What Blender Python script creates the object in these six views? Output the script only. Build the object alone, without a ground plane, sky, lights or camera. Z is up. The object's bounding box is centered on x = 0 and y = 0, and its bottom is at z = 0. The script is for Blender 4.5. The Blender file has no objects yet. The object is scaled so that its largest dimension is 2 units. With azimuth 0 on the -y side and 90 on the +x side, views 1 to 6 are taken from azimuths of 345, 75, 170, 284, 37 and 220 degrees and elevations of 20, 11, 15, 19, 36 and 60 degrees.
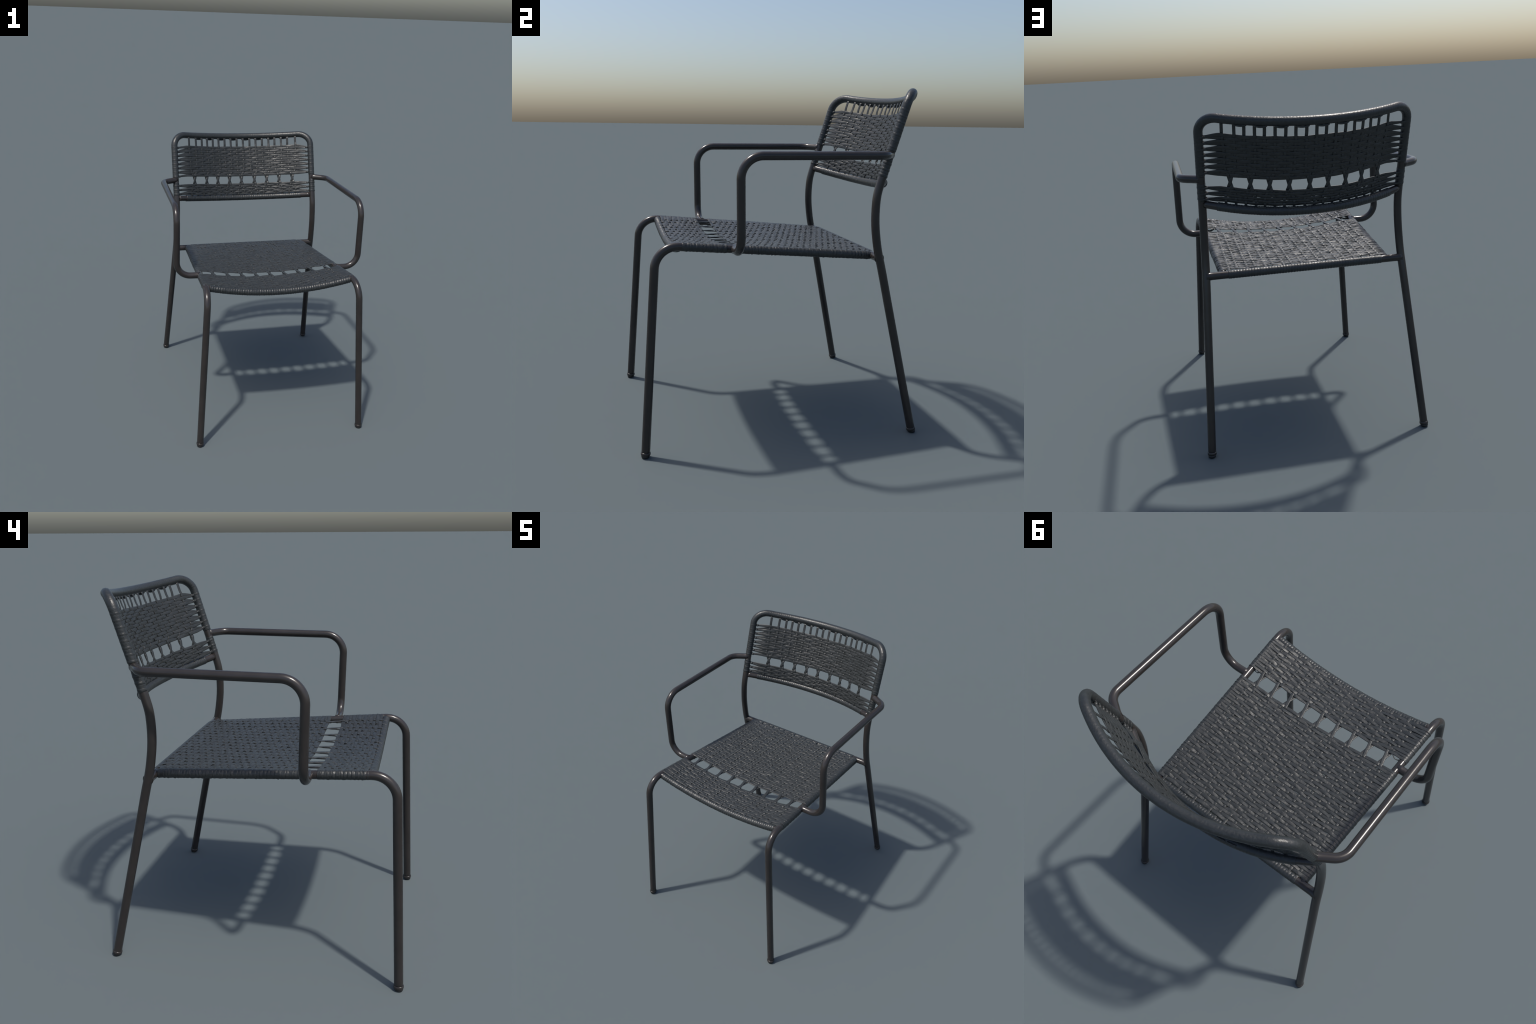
"""Outdoor armchair: bent steel tube frame, seat and back hand woven from resin strand."""
import bpy, math, random
import numpy as np
from mathutils import Vector

rng = random.Random(7)
PI = math.pi

# ------------------------------------------------------------------ materials
def principled(name):
    m = bpy.data.materials.new(name)
    m.use_nodes = True
    nt = m.node_tree
    return m, nt, nt.nodes["Principled BSDF"]


def noise_colour(nt, bsdf, c0, c1, scale, detail=3.0):
    tc = nt.nodes.new("ShaderNodeTexCoord")
    nz = nt.nodes.new("ShaderNodeTexNoise")
    nz.inputs["Scale"].default_value = scale
    nz.inputs["Detail"].default_value = detail
    nt.links.new(tc.outputs["Object"], nz.inputs["Vector"])
    rp = nt.nodes.new("ShaderNodeValToRGB")
    rp.color_ramp.elements[0].position = 0.35
    rp.color_ramp.elements[1].position = 0.65
    rp.color_ramp.elements[0].color = (*c0, 1)
    rp.color_ramp.elements[1].color = (*c1, 1)
    nt.links.new(nz.outputs["Fac"], rp.inputs["Fac"])
    nt.links.new(rp.outputs["Color"], bsdf.inputs["Base Color"])
    return tc


def bump(nt, bsdf, tc, scale, strength, dist, mapping=None):
    nz = nt.nodes.new("ShaderNodeTexNoise")
    nz.inputs["Scale"].default_value = scale
    nz.inputs["Detail"].default_value = 2.0
    src = tc.outputs["Object"]
    if mapping:
        mp = nt.nodes.new("ShaderNodeMapping")
        mp.inputs["Scale"].default_value = mapping
        nt.links.new(src, mp.inputs["Vector"])
        src = mp.outputs["Vector"]
    nt.links.new(src, nz.inputs["Vector"])
    b = nt.nodes.new("ShaderNodeBump")
    b.inputs["Strength"].default_value = strength
    b.inputs["Distance"].default_value = dist
    nt.links.new(nz.outputs["Fac"], b.inputs["Height"])
    nt.links.new(b.outputs["Normal"], bsdf.inputs["Normal"])


def make_metal():
    m, nt, b = principled("brown_grey_powder_coat")
    tc = noise_colour(nt, b, (0.0245, 0.0210, 0.0195), (0.0290, 0.0250, 0.0235), 9.0)
    b.inputs["Roughness"].default_value = 0.24
    b.inputs["Specular IOR Level"].default_value = 0.5
    bump(nt, b, tc, 60.0, 0.05, 0.004)
    return m


def make_wicker(name, c0, c1, rough):
    m, nt, b = principled(name)
    tc = noise_colour(nt, b, c0, c1, 55.0)
    b.inputs["Roughness"].default_value = rough
    b.inputs["Specular IOR Level"].default_value = 0.5
    bump(nt, b, tc, 105.0, 0.35, 0.004)
    return m


def make_rubber():
    m, nt, b = principled("black_rubber")
    noise_colour(nt, b, (0.012, 0.012, 0.012), (0.018, 0.018, 0.018), 40.0)
    b.inputs["Roughness"].default_value = 0.5
    return m


METAL = make_metal()
STRAND = make_wicker("grey_resin_strand", (0.0205, 0.0225, 0.0225), (0.0275, 0.0295, 0.0295), 0.42)
WRAP = make_wicker("grey_resin_wrapping", (0.0205, 0.0230, 0.0235), (0.0265, 0.0290, 0.0295), 0.38)
RUBBER = make_rubber()

# ------------------------------------------------------------------ helpers
ROOT = bpy.data.objects.new("woven_armchair", None)
ROOT["label"] = "dark grey woven resin armchair with bent tube frame"
ROOT["category"] = "armchair"
bpy.context.collection.objects.link(ROOT)


def add_mesh(name, verts, faces, mat, parent, smooth=True, stuff=False):
    me = bpy.data.meshes.new(name)
    me.from_pydata([tuple(v) for v in verts], [], faces)
    me.materials.append(mat)
    if smooth:
        me.polygons.foreach_set("use_smooth", [True] * len(me.polygons))
    me.update()
    ob = bpy.data.objects.new(name, me)
    ob.parent = parent
    if stuff:
        ob["kind"] = "stuff"
    bpy.context.collection.objects.link(ob)
    return ob


def V(*a):
    return np.array(a, float)


def unit(v):
    return v / np.linalg.norm(v)


def rounded_path(pts, radii, step=0.02, arc_n=14):
    """Polyline of straight runs joined by circular bends of the given radii."""
    pts = [np.array(p, float) for p in pts]
    out = [pts[0]]
    for i in range(1, len(pts) - 1):
        a, b, c = pts[i - 1], pts[i], pts[i + 1]
        d1, d2 = unit(b - a), unit(c - b)
        ang = math.acos(max(-1, min(1, float(d1 @ d2))))
        r = radii[i - 1]
        tl = r * math.tan(ang / 2)
        s = b - d1 * tl
        nrm = unit(d2 - d1 * float(d1 @ d2))
        cen = s + nrm * r
        for k in range(arc_n + 1):
            th = ang * k / arc_n
            out.append(cen + (-nrm * math.cos(th) + d1 * math.sin(th)) * r)
    out.append(pts[-1])
    return resample_keep(out, step)


def resample_keep(pts, step):
    res = [pts[0]]
    for a, b in zip(pts[:-1], pts[1:]):
        L = np.linalg.norm(b - a)
        n = max(1, int(L / step))
        for k in range(1, n + 1):
            res.append(a + (b - a) * k / n)
    return np.array(res)


def resample(pts, n):
    pts = np.array(pts, float)
    d = np.r_[0, np.cumsum(np.linalg.norm(np.diff(pts, axis=0), axis=1))]
    s = np.linspace(0, d[-1], n)
    return np.stack([np.interp(s, d, pts[:, k]) for k in range(3)], 1), s


def tangents(P):
    T = np.gradient(P, axis=0)
    return T / np.linalg.norm(T, axis=1, keepdims=True)


def frames(P, b0=None):
    """Parallel-transported frames."""
    T = tangents(P)
    ref = V(1, 0, 0) if b0 is None else np.array(b0, float)
    if abs(ref @ T[0]) > 0.95:
        ref = V(0, 1, 0)
    N = np.zeros_like(P)
    n = unit(ref - T[0] * (ref @ T[0]))
    N[0] = n
    for i in range(1, len(P)):
        n = n - T[i] * (n @ T[i])
        n = unit(n)
        N[i] = n
    return T, N, np.cross(T, N)


def skin(rings, closed_caps=True):
    """rings: (m, k, 3) -> verts, faces"""
    m, k, _ = rings.shape
    verts = rings.reshape(-1, 3).tolist()
    faces = []
    for i in range(m - 1):
        a = i * k
        for j in range(k):
            j2 = (j + 1) % k
            faces.append((a + j, a + j2, a + k + j2, a + k + j))
    if closed_caps:
        faces.append(tuple(range(k - 1, -1, -1)))
        faces.append(tuple((m - 1) * k + j for j in range(k)))
    return verts, faces


def tube(name, P, radius, mat, parent, seg=24):
    P = np.array(P, float)
    T, N, B = frames(P)
    r = np.full(len(P), radius) if np.isscalar(radius) else np.asarray(radius)
    th = np.linspace(0, 2 * PI, seg, endpoint=False)
    rings = P[:, None] + r[:, None, None] * (np.cos(th)[None, :, None] * N[:, None] + np.sin(th)[None, :, None] * B[:, None])
    return add_mesh(name, *skin(rings), mat, parent)


def wrapped_sleeve(name, P, r0, pitch, groove, parent, seg=24, per=8, seed=1, jitter=0.35, mat=None):
    """Strand wound around a tube: radius dips at every turn, with a helix lead."""
    L = np.sum(np.linalg.norm(np.diff(P, axis=0), axis=1))
    turns = max(2, int(L / pitch))
    P2, s = resample(P, turns * per + 1)
    T, N, B = frames(P2)
    r_ = random.Random(seed)
    lift = np.array([r_.uniform(-1, 1) for _ in range(turns + 3)])
    deep = np.array([1 + jitter * r_.uniform(-1, 1) for _ in range(turns + 3)])
    th = np.linspace(0, 2 * PI, seg, endpoint=False)
    ph = s[:, None] / s[-1] * turns + th[None] / (2 * PI)
    turn = np.floor(ph).astype(int)
    f = ph - turn
    g = np.abs(np.cos(PI * f)) ** 5
    r = r0 + groove * 0.35 * jitter * lift[turn] * (1 - g) - groove * deep[turn] * g
    rings = P2[:, None] + r[:, :, None] * (np.cos(th)[None, :, None] * N[:, None] + np.sin(th)[None, :, None] * B[:, None])
    return add_mesh(name, *skin(rings), mat or WRAP, parent)


def strand(name, P, bdir, width, thick, parent, seg=12, mat=None, wscale=None, roll=0.0):
    """Flat rounded strand; bdir is the direction of its width (one or per point)."""
    P = np.array(P, float)
    T = tangents(P)
    b = np.broadcast_to(np.array(bdir, float), P.shape)
    b = b - T * np.sum(b * T, axis=1, keepdims=True)
    b = b / np.linalg.norm(b, axis=1, keepdims=True)
    n = np.cross(T, b)
    if roll:
        # the strand never lies quite flat: it twists a little along its run
        d = np.r_[0, np.cumsum(np.linalg.norm(np.diff(P, axis=0), axis=1))]
        f = sum(math.cos(k) * np.sin(d * w + rng.uniform(0, 6.3)) for k, w in ((0, 31.0), (1.0, 67.0), (1.3, 118.0)))
        f = (roll * f)[:, None]
        b, n = b * np.cos(f) + n * np.sin(f), n * np.cos(f) - b * np.sin(f)
    th = np.linspace(0, 2 * PI, seg, endpoint=False) + PI / seg
    c, s = np.cos(th), np.sin(th)
    e = 0.62
    c = np.sign(c) * np.abs(c) ** e
    s = np.sign(s) * np.abs(s) ** e
    w = np.full(len(P), width / 2) if wscale is None else width / 2 * np.asarray(wscale)
    rings = P[:, None] + w[:, None, None] * c[None, :, None] * b[:, None] + thick / 2 * s[None, :, None] * n[:, None]
    return add_mesh(name, *skin(rings), mat or STRAND, parent)


def mirror(P):
    return np.array(P) * V(-1, 1, 1)


# ------------------------------------------------------------------ dimensions
R_TUBE = 0.0239
BACK_TILT = math.atan(0.317)
UP = V(0, math.sin(BACK_TILT), math.cos(BACK_TILT))      # up the backrest
NB = V(0, math.cos(BACK_TILT), -math.sin(BACK_TILT))     # backrest normal, to the rear
BACK0 = V(0, 0.501, 1.487)
HALF = 0.590
SAG = 0.180
RB = (HALF ** 2 + SAG ** 2) / (2 * SAG)
T_TOP = 0.528


def back(x, t, off=0.0):
    """Point of the curved back at width x, height t above the lower back rail."""
    s = math.sqrt(max(RB * RB - x * x, 1e-6)) - (RB - SAG)
    return BACK0 + V(x, 0, 0) + t * UP + (s + off) * NB


def rail_x(y):
    return 0.549 - 0.0395 * (y + 0.747)


def rail_z(y):
    return 1.094 - 0.0870 * y


Y_FRONT, Y_REAR, Z_REAR = -0.620, 0.505, 1.050
GAP0, GAP1 = -0.362, -0.288          # open slot in the seat weave


Z_FMID = 1.080


def front_rail(x):
    xe = rail_x(Y_FRONT)
    return V(x, Y_FRONT - 0.008 * (x / xe) ** 2, Z_FMID + (rail_z(Y_FRONT) - Z_FMID) * (x / xe) ** 2)


RC = 0.0225                            # strand centre line above a rail axis
_q = np.polyfit([Y_FRONT, -0.50, -0.32, -0.1, 0.1, 0.3, Y_REAR], [Z_FMID + 0.025, 1.104, 1.1005, 1.0915, 1.0845, 1.079, Z_REAR + RC + 0.001], 3)


def seat(x, y):
    hm = np.polyval(_q, y)
    he = rail_z(y) + RC - 0.001
    return hm + (he - hm) * (x / rail_x(y)) ** 2


# ------------------------------------------------------------------ frame
def foot(parent, base, axis):
    """Glide at the leg end: rounded collar and black plug."""
    a = unit(axis)
    prof = [(0.0236, 0.0300), (0.0258, 0.0285), (0.0270, 0.0255), (0.0272, 0.0200), (0.0266, 0.0155), (0.0248, 0.0125), (0.020, 0.0115)]
    P = np.array([base + a * h / a[2] for _, h in prof])
    tube("foot_collar", P, [r for r, _ in prof], METAL, parent)
    prof = [(0.0228, 0.016), (0.0232, 0.010), (0.0226, 0.004), (0.0205, 0.0006)]
    P = np.array([V(base[0], base[1], h) for _, h in prof])
    tube("foot_plug", P, [r for r, _ in prof], RUBBER, parent)


def flared(P, n_end, rad, flare, both=True):
    """Radius list that swells at the welded ends."""
    d = np.r_[0, np.cumsum(np.linalg.norm(np.diff(P, axis=0), axis=1))]
    e = np.maximum(0, 1 - d / n_end)
    if both:
        e = np.maximum(e, np.maximum(0, 1 - (d[-1] - d) / n_end))
    return rad + flare * e ** 2


seat_part = None
for sgn in (1, -1):
    M = V(sgn, 1, 1)
    # front leg, bending back into the seat
    base = V(0.612, -0.832, 0.0)
    corner = V(0.549, -0.7495, 1.159)
    end = V(rail_x(-0.58), -0.58, rail_z(-0.58))
    d = unit(corner - base)
    P = rounded_path([base + d * 0.022, corner, end], [0.122]) * M
    leg = tube("front_leg", P, R_TUBE, METAL, ROOT)
    foot(leg, base * M, d * M)
    # rear leg, running on as the upright of the back
    rb = V(0.668, 0.731, 0.0)
    d = unit(V(0.601, 0.5045, 1.060) - rb)
    up_pts = [rb + d * 0.022, V(0.6175, 0.5595, 0.80), V(0.6045, 0.5145, 1.01), V(0.6005, 0.4955, 1.09), V(0.5975, 0.4825, 1.17),
              V(0.5950, 0.4745, 1.25), V(0.5925, 0.4740, 1.33), V(0.5908, 0.4810, 1.41), back(HALF, 0.0), back(HALF, 0.08),
              back(HALF, 0.20), back(HALF, 0.36)]
    up_pts = np.array(up_pts)
    # Catmull-Rom through the control points
    cr = []
    for i in range(len(up_pts) - 1):
        p0 = up_pts[max(0, i - 1)]
        p1, p2 = up_pts[i], up_pts[i + 1]
        p3 = up_pts[min(len(up_pts) - 1, i + 2)]
        l0, l1, l2 = (max(1e-6, np.linalg.norm(q - p)) for p, q in ((p0, p1), (p1, p2), (p2, p3)))
        m1 = (p2 - p1) if i == 0 else ((p2 - p1) / l1 * l0 + (p1 - p0) / l0 * l1) / (l0 + l1) * l1
        m2 = (p2 - p1) if i == len(up_pts) - 2 else ((p3 - p2) / l2 * l1 + (p2 - p1) / l1 * l2) / (l1 + l2) * l1
        n = max(6, int(l1 / 0.015))
        for k in range(n):
            u = k / n
            cr.append((2 * u ** 3 - 3 * u ** 2 + 1) * p1 + (u ** 3 - 2 * u ** 2 + u) * m1 + (-2 * u ** 3 + 3 * u ** 2) * p2 + (u ** 3 - u ** 2) * m2)
    cr.append(up_pts[-1])
    rl = tube("rear_leg", np.array(cr) * M, R_TUBE, METAL, ROOT)
    foot(rl, rb * M, d * M)
    # armrest
    j0 = back(HALF, 0.152) - V(0, 0, 0)
    j1 = V(0.532, -0.322, rail_z(-0.322))
    P = rounded_path([j0, V(0.703, 0.475, 1.634), V(0.702, -0.326, 1.633), V(0.706, -0.322, 1.124), j1], [0.085, 0.118, 0.105]) * M
    tube("armrest", P, flared(P, 0.034, 0.0233, 0.004), METAL, ROOT)

# backrest: wrapped loop over the uprights and along the top, plus lower rail
loop = []
RCOR = 0.098
for k in range(40):
    loop.append((HALF, 0.175 + (T_TOP - RCOR - 0.175) * k / 40))
for k in range(19):
    a = PI / 2 * k / 18
    loop.append((HALF - RCOR + RCOR * math.cos(a), T_TOP - RCOR + RCOR * math.sin(a)))
nx = 60
for k in range(1, nx):
    loop.append(((HALF - RCOR) * (1 - k / nx), T_TOP))
loop = loop + [(0.0, T_TOP)] + [(-x, t) for x, t in reversed(loop)]
P = np.array([back(x, t + 0.003 * max(0, 1 - (x / 0.45) ** 2) * (t > 0.5)) for x, t in loop])
backrest = wrapped_sleeve("backrest", P, 0.0258, 0.0170, 0.0003, ROOT, seed=3, per=5, jitter=0.6)
for sgn in (1, -1):
    P = np.array([back(sgn * HALF, t) for t in np.linspace(0.024, 0.128, 20)])
    wrapped_sleeve("upright_wrap", P, 0.0250, 0.0170, 0.0008, backrest, seed=5 + sgn, per=6)
P = np.array([back(x, 0.0) for x in np.linspace(-0.574, 0.574, 70)])
tube("lower_back_rail", P, 0.0228, METAL, backrest)
P = np.array([back(x, 0.0) for x in np.linspace(-0.505, 0.505, 70)])
wrapped_sleeve("rail_wrap", P, 0.0257, 0.0166, 0.0009, backrest, seed=11, jitter=0.7)

# seat frame
P = np.array([V(x, Y_REAR, Z_REAR) for x in np.linspace(-0.602, 0.602, 80)])
seat_part = tube("seat", P, flared(P, 0.040, 0.0232, 0.006), METAL, ROOT)
P = np.array([V(x, Y_REAR, Z_REAR) for x in np.linspace(-0.462, 0.462, 60)])
wrapped_sleeve("rail_wrap", P, 0.0257, 0.0172, 0.0012, seat_part, seed=21)
for sgn in (1, -1):
    P = np.array([V(sgn * rail_x(y), y, rail_z(y)) for y in np.linspace(-0.585, Y_REAR, 50)])
    tube("side_rail", P, 0.0226, METAL, seat_part)
    P = np.array([V(sgn * rail_x(y), y, rail_z(y)) for y in np.linspace(-0.615, GAP0 - 0.004, 20)])
    wrapped_sleeve("rail_wrap", P, 0.0242, 0.0185, 0.0010, seat_part, seed=31 + sgn)
    P = np.array([V(sgn * rail_x(y), y, rail_z(y)) for y in np.linspace(GAP1 + 0.004, Y_REAR - 0.018, 40)])
    wrapped_sleeve("rail_wrap", P, 0.0242, 0.0185, 0.0010, seat_part, seed=41 + sgn)
xe = rail_x(Y_FRONT)
P = np.array([front_rail(x) for x in np.linspace(-xe, xe, 60)])
tube("front_rail", P, 0.0222, METAL, seat_part)
P = np.array([front_rail(x) for x in np.linspace(-xe + 0.024, xe - 0.024, 60)])
wrapped_sleeve("rail_wrap", P, 0.0256, 0.0176, 0.0014, seat_part, seed=51, jitter=0.9)

# ------------------------------------------------------------------ seat weave
PITCH_W = 0.055
N_WARP = 18
SW, ST = 0.0220, 0.0062               # strand width, thickness
WARP_W = 0.0165
A_WEFT, A_WARP = 0.0024, 0.0034


def rows(a, b, n):
    """n rows filling the band between edges a and b."""
    p = (b - a) / n
    return [a + p * (i + 0.5) for i in range(n)]


seat_rows = rows(Y_FRONT + 0.012, GAP0 - 0.003, 13) + rows(GAP1 + 0.003, Y_REAR - 0.020, 40)
N_FRONT = 13
warp_x = [(j - (N_WARP - 1) / 2) * PITCH_W for j in range(N_WARP)]


def cross_offset(d, near, far, ease):
    """Sideways swing of a crossing strand pair: d is the distance from the slot's middle,
    0 at the middle, near at the slot edge, far inside the weave."""
    h = (GAP1 - GAP0) / 2
    a = abs(d)
    if a < h:
        v = near * (a / h) ** 1.35
    else:
        u = min(1, (a - h) / ease)
        v = near + (far - near) * (u * u * (3 - 2 * u))
    return math.copysign(v, d)


def seat_warp_x(j, y):
    k = j // 2
    mid = (k - 4) * PITCH_W * 2
    side = -1 if j % 2 == 0 else 1
    return mid + side * cross_offset(y - (GAP0 + GAP1) / 2, 0.0095, 0.0245, 0.07)


for i, y in enumerate(seat_rows):
    xr = rail_x(y)
    ph = rng.uniform(0, 6)
    wob = rng.uniform(0.0008, 0.0024)
    order = sorted(range(N_WARP), key=lambda j: seat_warp_x(j, y))
    xs_k = [-xr + 0.004] + [seat_warp_x(j, y) for j in order] + [xr - 0.004]
    sg = [0] + [(1 if (i + q) % 2 == 0 else -1) for q in range(N_WARP)] + [0]
    amp = [0] + [1 + rng.uniform(-0.55, 0.5) for _ in range(N_WARP)] + [0]
    pts = []
    zr = rail_z(y)
    rc = 0.0215
    for a in np.linspace(math.radians(-130), math.radians(85), 16):       # round the left rail
        pts.append(V(-xr - rc * math.cos(a), y, zr + rc * math.sin(a)))
    nseg = 7
    for q in range(len(xs_k) - 1):
        for s in range(nseg if q < len(xs_k) - 2 else nseg + 1):
            u = s / nseg
            x = xs_k[q] + (xs_k[q + 1] - xs_k[q]) * u
            w = 0.5 - 0.5 * math.cos(PI * u)
            w = w * 0.55 + u * 0.45 if 0 < u < 1 else w
            lift = sg[q] * amp[q] * (1 - w) + sg[q + 1] * amp[q + 1] * w
            edge = min(1, (xr - abs(x)) / 0.05)
            pts.append(V(x, y + wob * math.sin(23 * x + ph) * edge, seat(x, y) + A_WEFT * lift * edge))
    for a in np.linspace(math.radians(85), math.radians(-130), 16):
        pts.append(V(xr + rc * math.cos(a), y, zr + rc * math.sin(a)))
    pts = np.array(pts)
    keep = np.r_[True, np.linalg.norm(np.diff(pts, axis=0), axis=1) > 1e-4]
    strand("weft_strand", pts[keep], V(0, 1, 0), SW * rng.uniform(0.93, 1.06), ST, seat_part, roll=0.17)

for j in range(N_WARP):
    pts = []
    fr = front_rail(seat_warp_x(j, Y_FRONT))
    rcf = 0.0228
    for a in np.linspace(math.radians(-120), math.radians(80), 14):       # round the front rail
        pts.append(V(fr[0], fr[1] - rcf * math.cos(a), fr[2] + rcf * math.sin(a)))
    keys = []
    for i, y in enumerate(seat_rows):
        order = sorted(range(N_WARP), key=lambda jj: seat_warp_x(jj, y))
        keys.append((y, (-1 if (i + order.index(j)) % 2 == 0 else 1) * rng.uniform(0.55, 1.25)))
    ks = [(Y_FRONT + 0.004, 0.3)]
    for a_, b_ in zip(keys[:-1], keys[1:]):
        ks.append(a_)
        if b_[0] - a_[0] > 0.05:
            side = 1 if (j % 2 == 0) else -1
            ks.append(((GAP0 + GAP1) / 2 - 0.010, side * 0.8))
            ks.append(((GAP0 + GAP1) / 2 + 0.010, side * 0.8))
    ks.append(keys[-1])
    ks.append((Y_REAR - 0.004, 0.3))
    for (ya, sa), (yb, sb) in zip(ks[:-1], ks[1:]):
        for s in range(8):
            u = s / 8
            yy = ya + (yb - ya) * u
            w = 0.5 - 0.5 * math.cos(PI * max(0.0, min(1.0, (u - 0.5) * 1.7 + 0.5)))
            x = seat_warp_x(j, yy)
            pts.append(V(x, yy, seat(x, yy) + A_WARP * (sa * (1 - w) + sb * w)))
    x = seat_warp_x(j, Y_REAR)
    rcr = 0.0228
    for a in np.linspace(math.radians(80), math.radians(-120), 14):
        pts.append(V(x, Y_REAR + rcr * math.cos(a), Z_REAR + rcr * math.sin(a)))
    wsc = [1 + 0.30 * max(0, 1 - abs(p[1] + 0.325) / 0.07) for p in pts]
    strand("warp_strand", pts, V(1, 0, 0), WARP_W, 0.0045, seat_part, wscale=wsc)

# tucked strand ends beside the slot
for sgn in (1, -1):
    x0 = rail_x(GAP0)
    zc = rail_z(GAP0)
    pts = [V(sgn * (x0 - 0.010), GAP0 - 0.010, zc + 0.006), V(sgn * (x0 - 0.030), GAP0 + 0.000, zc - 0.002),
           V(sgn * (x0 - 0.048), GAP0 + 0.004, zc + 0.002), V(sgn * (x0 - 0.066), GAP0 - 0.006, zc + 0.010)]
    P2, _ = resample(pts, 16)
    strand("strand_end", P2, V(0, 0.45, 0.9), 0.017, 0.005, seat_part, wscale=np.linspace(1.0, 0.75, 16))

# ------------------------------------------------------------------ back weave
UPPER = rows(0.182, 0.437, 14)
LOWER = rows(0.0255, 0.118, 6)
HEX0, HEX1 = 0.118, 0.182
HEXM = (HEX0 + HEX1) / 2
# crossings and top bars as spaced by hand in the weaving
X_MID = [-0.424, -0.314, -0.212, -0.106, 0.000, 0.115, 0.222, 0.325, 0.432]
BAR_X = [-0.459, -0.397, -0.343, -0.295, -0.243, -0.191, -0.136, -0.081, -0.027,
         0.028, 0.086, 0.139, 0.195, 0.250, 0.301, 0.355, 0.406, 0.469]


def back_warp_x(j, t):
    k = j // 2
    mid = X_MID[k]
    side = -1 if j % 2 == 0 else 1
    h = (HEX1 - HEX0) / 2
    a = abs(t - HEXM)
    if a < h:
        v = 0.0096 * (a / h) ** 1.05
    else:
        u = min(1, (a - h) / 0.06)
        v = 0.0096 + (PITCH_W / 2 - 0.0096) * (u * u * (3 - 2 * u))
    v = math.copysign(v, t - HEXM) * side
    top = max(0, min(1, (t - 0.32) / 0.10))
    top = top * top * (3 - 2 * top)
    return (mid + v) * (1 - top) + BAR_X[j] * top


LAY_T = [0.0, 0.022, 0.07, 0.12, 0.20, 0.437, 0.53]      # height up the back
LAY_D = [0.004, 0.015, 0.022, 0.0265, 0.0275, 0.0215, 0.0205]  # how far the sheet lies forward


def woven(x, t, off=0.0):
    """Point of the woven sheet: it lies in front of the frame's middle surface."""
    ex = 1 - 0.75 * max(0, min(1, (abs(x) - 0.48) / 0.085))
    lay = float(np.interp(t, LAY_T, LAY_D)) + 0.007 * math.exp(-((abs(x) - 0.40) / 0.10) ** 2) * max(0.0, min(1.0, (0.44 - t) / 0.14))
    return back(x, t, off - lay * ex)


def side_bundles(band, sgn):
    """Rows leave the weave in bundles that share one lashing on the upright."""
    n = len(band)
    if n == 14:
        if sgn > 0:
            groups = [[2 * k, 2 * k + 1] for k in range(7)]
            ts = np.linspace(0.196, 0.408, 7)
        else:
            groups = [[0]] + [[2 * k + 1, 2 * k + 2] for k in range(6)] + [[13]]
            ts = np.linspace(0.180, 0.418, 8)
    else:
        groups = [[0, 1], [2, 3], [4, 5]]
        ts = np.linspace(0.034, 0.104, 3)
    m = {}
    for g, t in zip(groups, ts):
        for q, i in enumerate(g):
            m[i] = (float(t), q, len(g))
    return m


def back_tangent(x):
    return unit(V(1, 0, 0) + NB * (-x / math.sqrt(RB * RB - x * x)))


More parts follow.
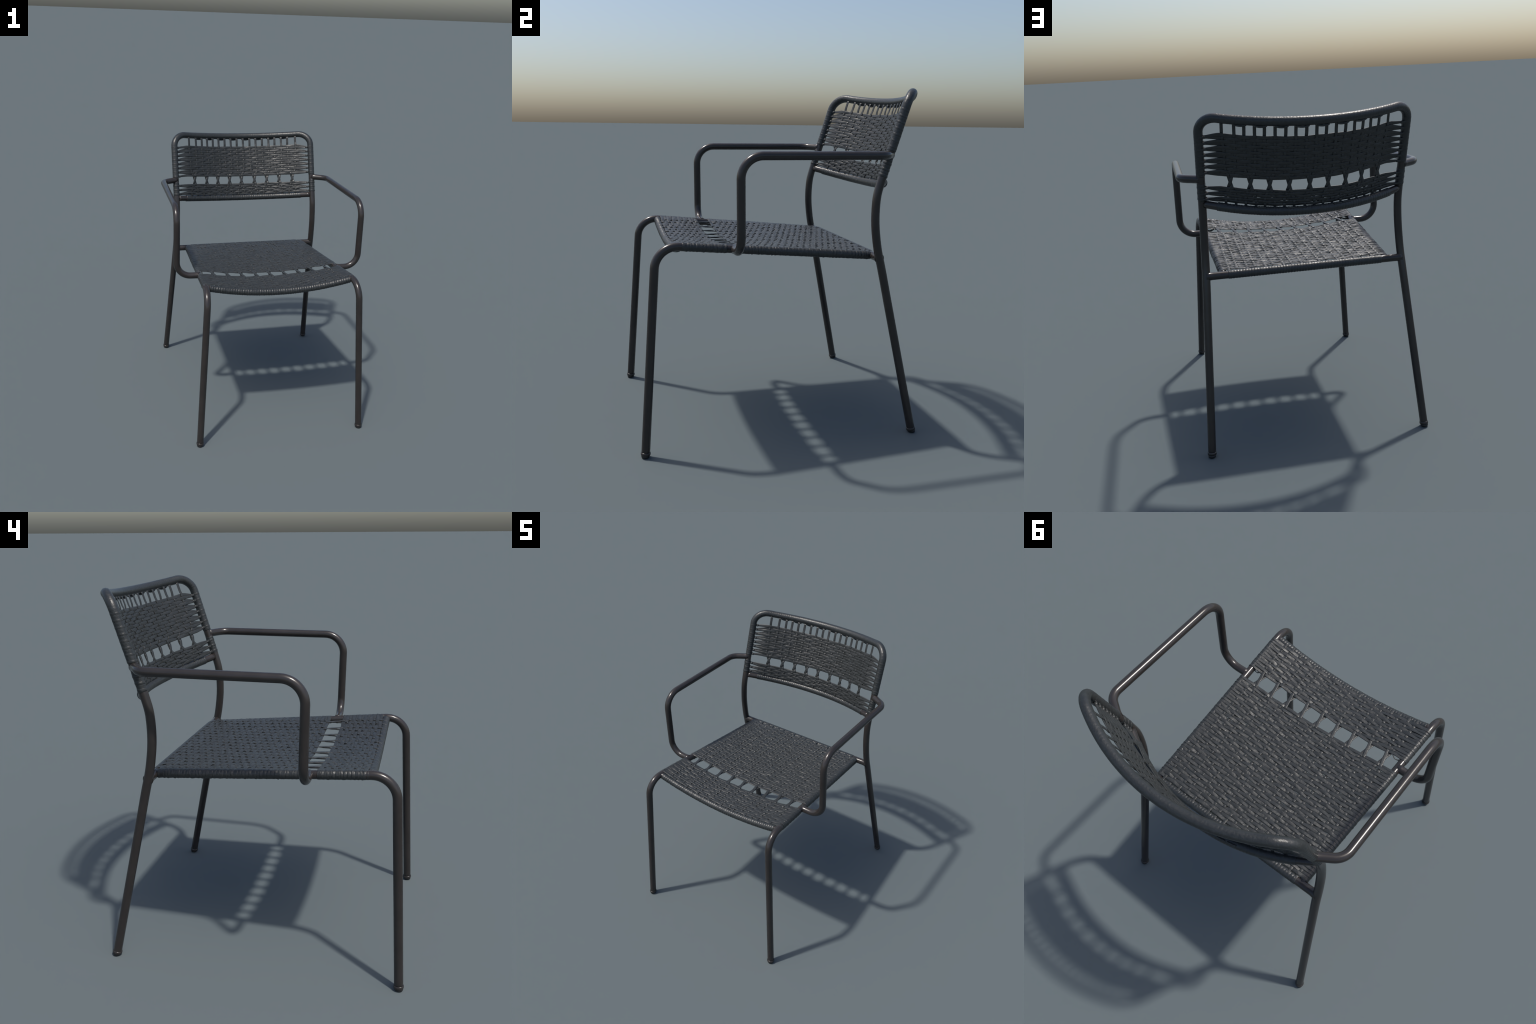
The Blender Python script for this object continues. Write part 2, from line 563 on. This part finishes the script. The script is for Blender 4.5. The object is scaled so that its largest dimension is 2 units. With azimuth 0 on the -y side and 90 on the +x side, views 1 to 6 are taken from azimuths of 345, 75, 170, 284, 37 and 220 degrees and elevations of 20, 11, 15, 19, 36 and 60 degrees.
X_END = 0.562
A_BW, A_BP = 0.0026, 0.0031
for band in (UPPER, LOWER):
    bl, br = side_bundles(band, -1), side_bundles(band, 1)
    for i, t in enumerate(band):
        ph = rng.uniform(0, 6)
        wob = rng.uniform(0.0004, 0.0013)
        order = sorted(range(N_WARP), key=lambda j: back_warp_x(j, t))
        xk = [-X_END, -0.520] + [back_warp_x(j, t) for j in order] + [0.520, X_END]
        sg = [0, 0] + [(1 if (i + q) % 2 == 0 else -1) for q in range(N_WARP)] + [0, 0]
        am = [1 + rng.uniform(-0.45, 0.35) for _ in sg]
        pts = []

        def tt(x):
            side = bl[i] if x < 0 else br[i]
            x0 = 0.485
            u = max(0.0, min(1.0, (abs(x) - x0) / (X_END - x0)))
            u = u ** 1.1
            goal = side[0] + (0 if side[2] == 1 else (side[1] - 0.5) * 0.006)
            return t + (goal - t) * u, u, side

        nseg = 7
        for q in range(len(xk) - 1):
            for s in range(nseg if q < len(xk) - 2 else nseg + 1):
                u = s / nseg
                x = xk[q] + (xk[q + 1] - xk[q]) * u
                w = 0.5 - 0.5 * math.cos(PI * u)
                w = w * 0.55 + u * 0.45
                lift = sg[q] * am[q] * (1 - w) + sg[q + 1] * am[q + 1] * w
                te, ue, side = tt(x)
                sep = 0 if side[2] == 1 else (side[1] - 0.5) * 0.004 * ue
                pts.append(woven(x, te + wob * math.sin(21 * x + ph) * (1 - ue), A_BW * lift * (1 - ue) + sep))
        wsc = np.array([1 - 0.38 * tt(p[0])[1] for p in pts])
        strand("weft_strand", pts, UP, (0.0208 if band is UPPER else 0.0178) * rng.uniform(0.95, 1.06), ST, backrest, wscale=wsc, roll=0.11)
    # lashings round the uprights
    for sgn, m in ((-1, bl), (1, br)):
        for t in sorted({v[0] for v in m.values()}):
            c = back(sgn * HALF, t)
            tx = -sgn * back_tangent(sgn * X_END)          # towards the weave
            nz = np.cross(UP, tx)
            pts = []
            for a in np.linspace(math.radians(25), math.radians(335), 26):
                pts.append(c + (tx * math.cos(a) + nz * math.sin(a)) * 0.0240 + UP * 0.003 * math.sin(a))
            tip = woven(sgn * (X_END - 0.010), t)
            pts = [tip + nz * 0.005] + pts + [tip - nz * 0.005]
            P2, _ = resample(pts, 44)
            strand("lashing", P2, UP, 0.0140, 0.0045, backrest)
            # knot gathering the bundle
            P2 = np.array([woven(sgn * x, t) for x in np.linspace(X_END - 0.014, X_END + 0.004, 9)])
            u = np.linspace(-1, 1, 9)
            tube("knot", P2, 0.0040 + 0.0056 * np.sqrt(np.maximum(0, 1 - u ** 2 * 0.98)), STRAND, backrest, seg=12)

for j in range(N_WARP):
    keys = []
    for bi, band in ((0, LOWER), (1, UPPER)):
        for i, t in enumerate(band):
            order = sorted(range(N_WARP), key=lambda jj: back_warp_x(jj, t))
            keys.append((t, (-1 if (i + order.index(j)) % 2 == 0 else 1) * rng.uniform(0.7, 1.2)))
    side = 1 if j % 2 == 0 else -1
    ks = [(0.002, 0)]
    for a_, b_ in zip(keys[:-1], keys[1:]):
        ks.append(a_)
        if b_[0] - a_[0] > 0.05:
            ks += [(HEXM - 0.009, side * 0.8), (HEXM + 0.009, side * 0.8)]
    ks.append(keys[-1])
    ks += [(0.47, 0), (T_TOP - 0.012, 0)]
    pts = []
    for (ta, sa), (tb, sb) in zip(ks[:-1], ks[1:]):
        for s in range(6):
            u = s / 6
            t = ta + (tb - ta) * u
            w = 0.5 - 0.5 * math.cos(PI * max(0.0, min(1.0, (u - 0.5) * 1.7 + 0.5)))
            pts.append(woven(back_warp_x(j, t), t, A_BP * (sa * (1 - w) + sb * w)))
    hs = [float((p - BACK0) @ UP) for p in pts]
    wsc = [1.0 + 0.22 * max(0, 1 - abs(h - HEXM) / 0.06) + (0.14 if h > 0.43 else 0) for h in hs]
    strand("warp_strand", pts, back_tangent(back_warp_x(j, 0.3)), WARP_W, 0.0047, backrest, wscale=wsc)

# loops of the running strand under the top rail, between neighbouring pairs
for k in range(1, N_WARP - 1, 2):
    xa, xb = back_warp_x(k, T_TOP) - 0.006, back_warp_x(k + 1, T_TOP) + 0.006
    pts = []
    for u in np.linspace(0, 1, 15):
        x = xa + (xb - xa) * u
        pts.append(back(x, T_TOP - 0.0195 - 0.008 * math.sin(PI * u) ** 0.6, 0.009))
    strand("strand_loop", pts, UP * 0.5 + NB, 0.018, 0.011, backrest)
# short tails of the strand on the lower rail
for k in range(0, N_WARP - 1):
    if rng.random() < 0.55 and 2 < k < 14:
        xa = back_warp_x(k, 0.0)
        pts = [back(xa + 0.05 * u, 0.0225 + 0.004 * math.sin(PI * u), 0.011) for u in np.linspace(0, 0.9, 9)]
        strand("strand_end", pts, UP, 0.009, 0.006, backrest)
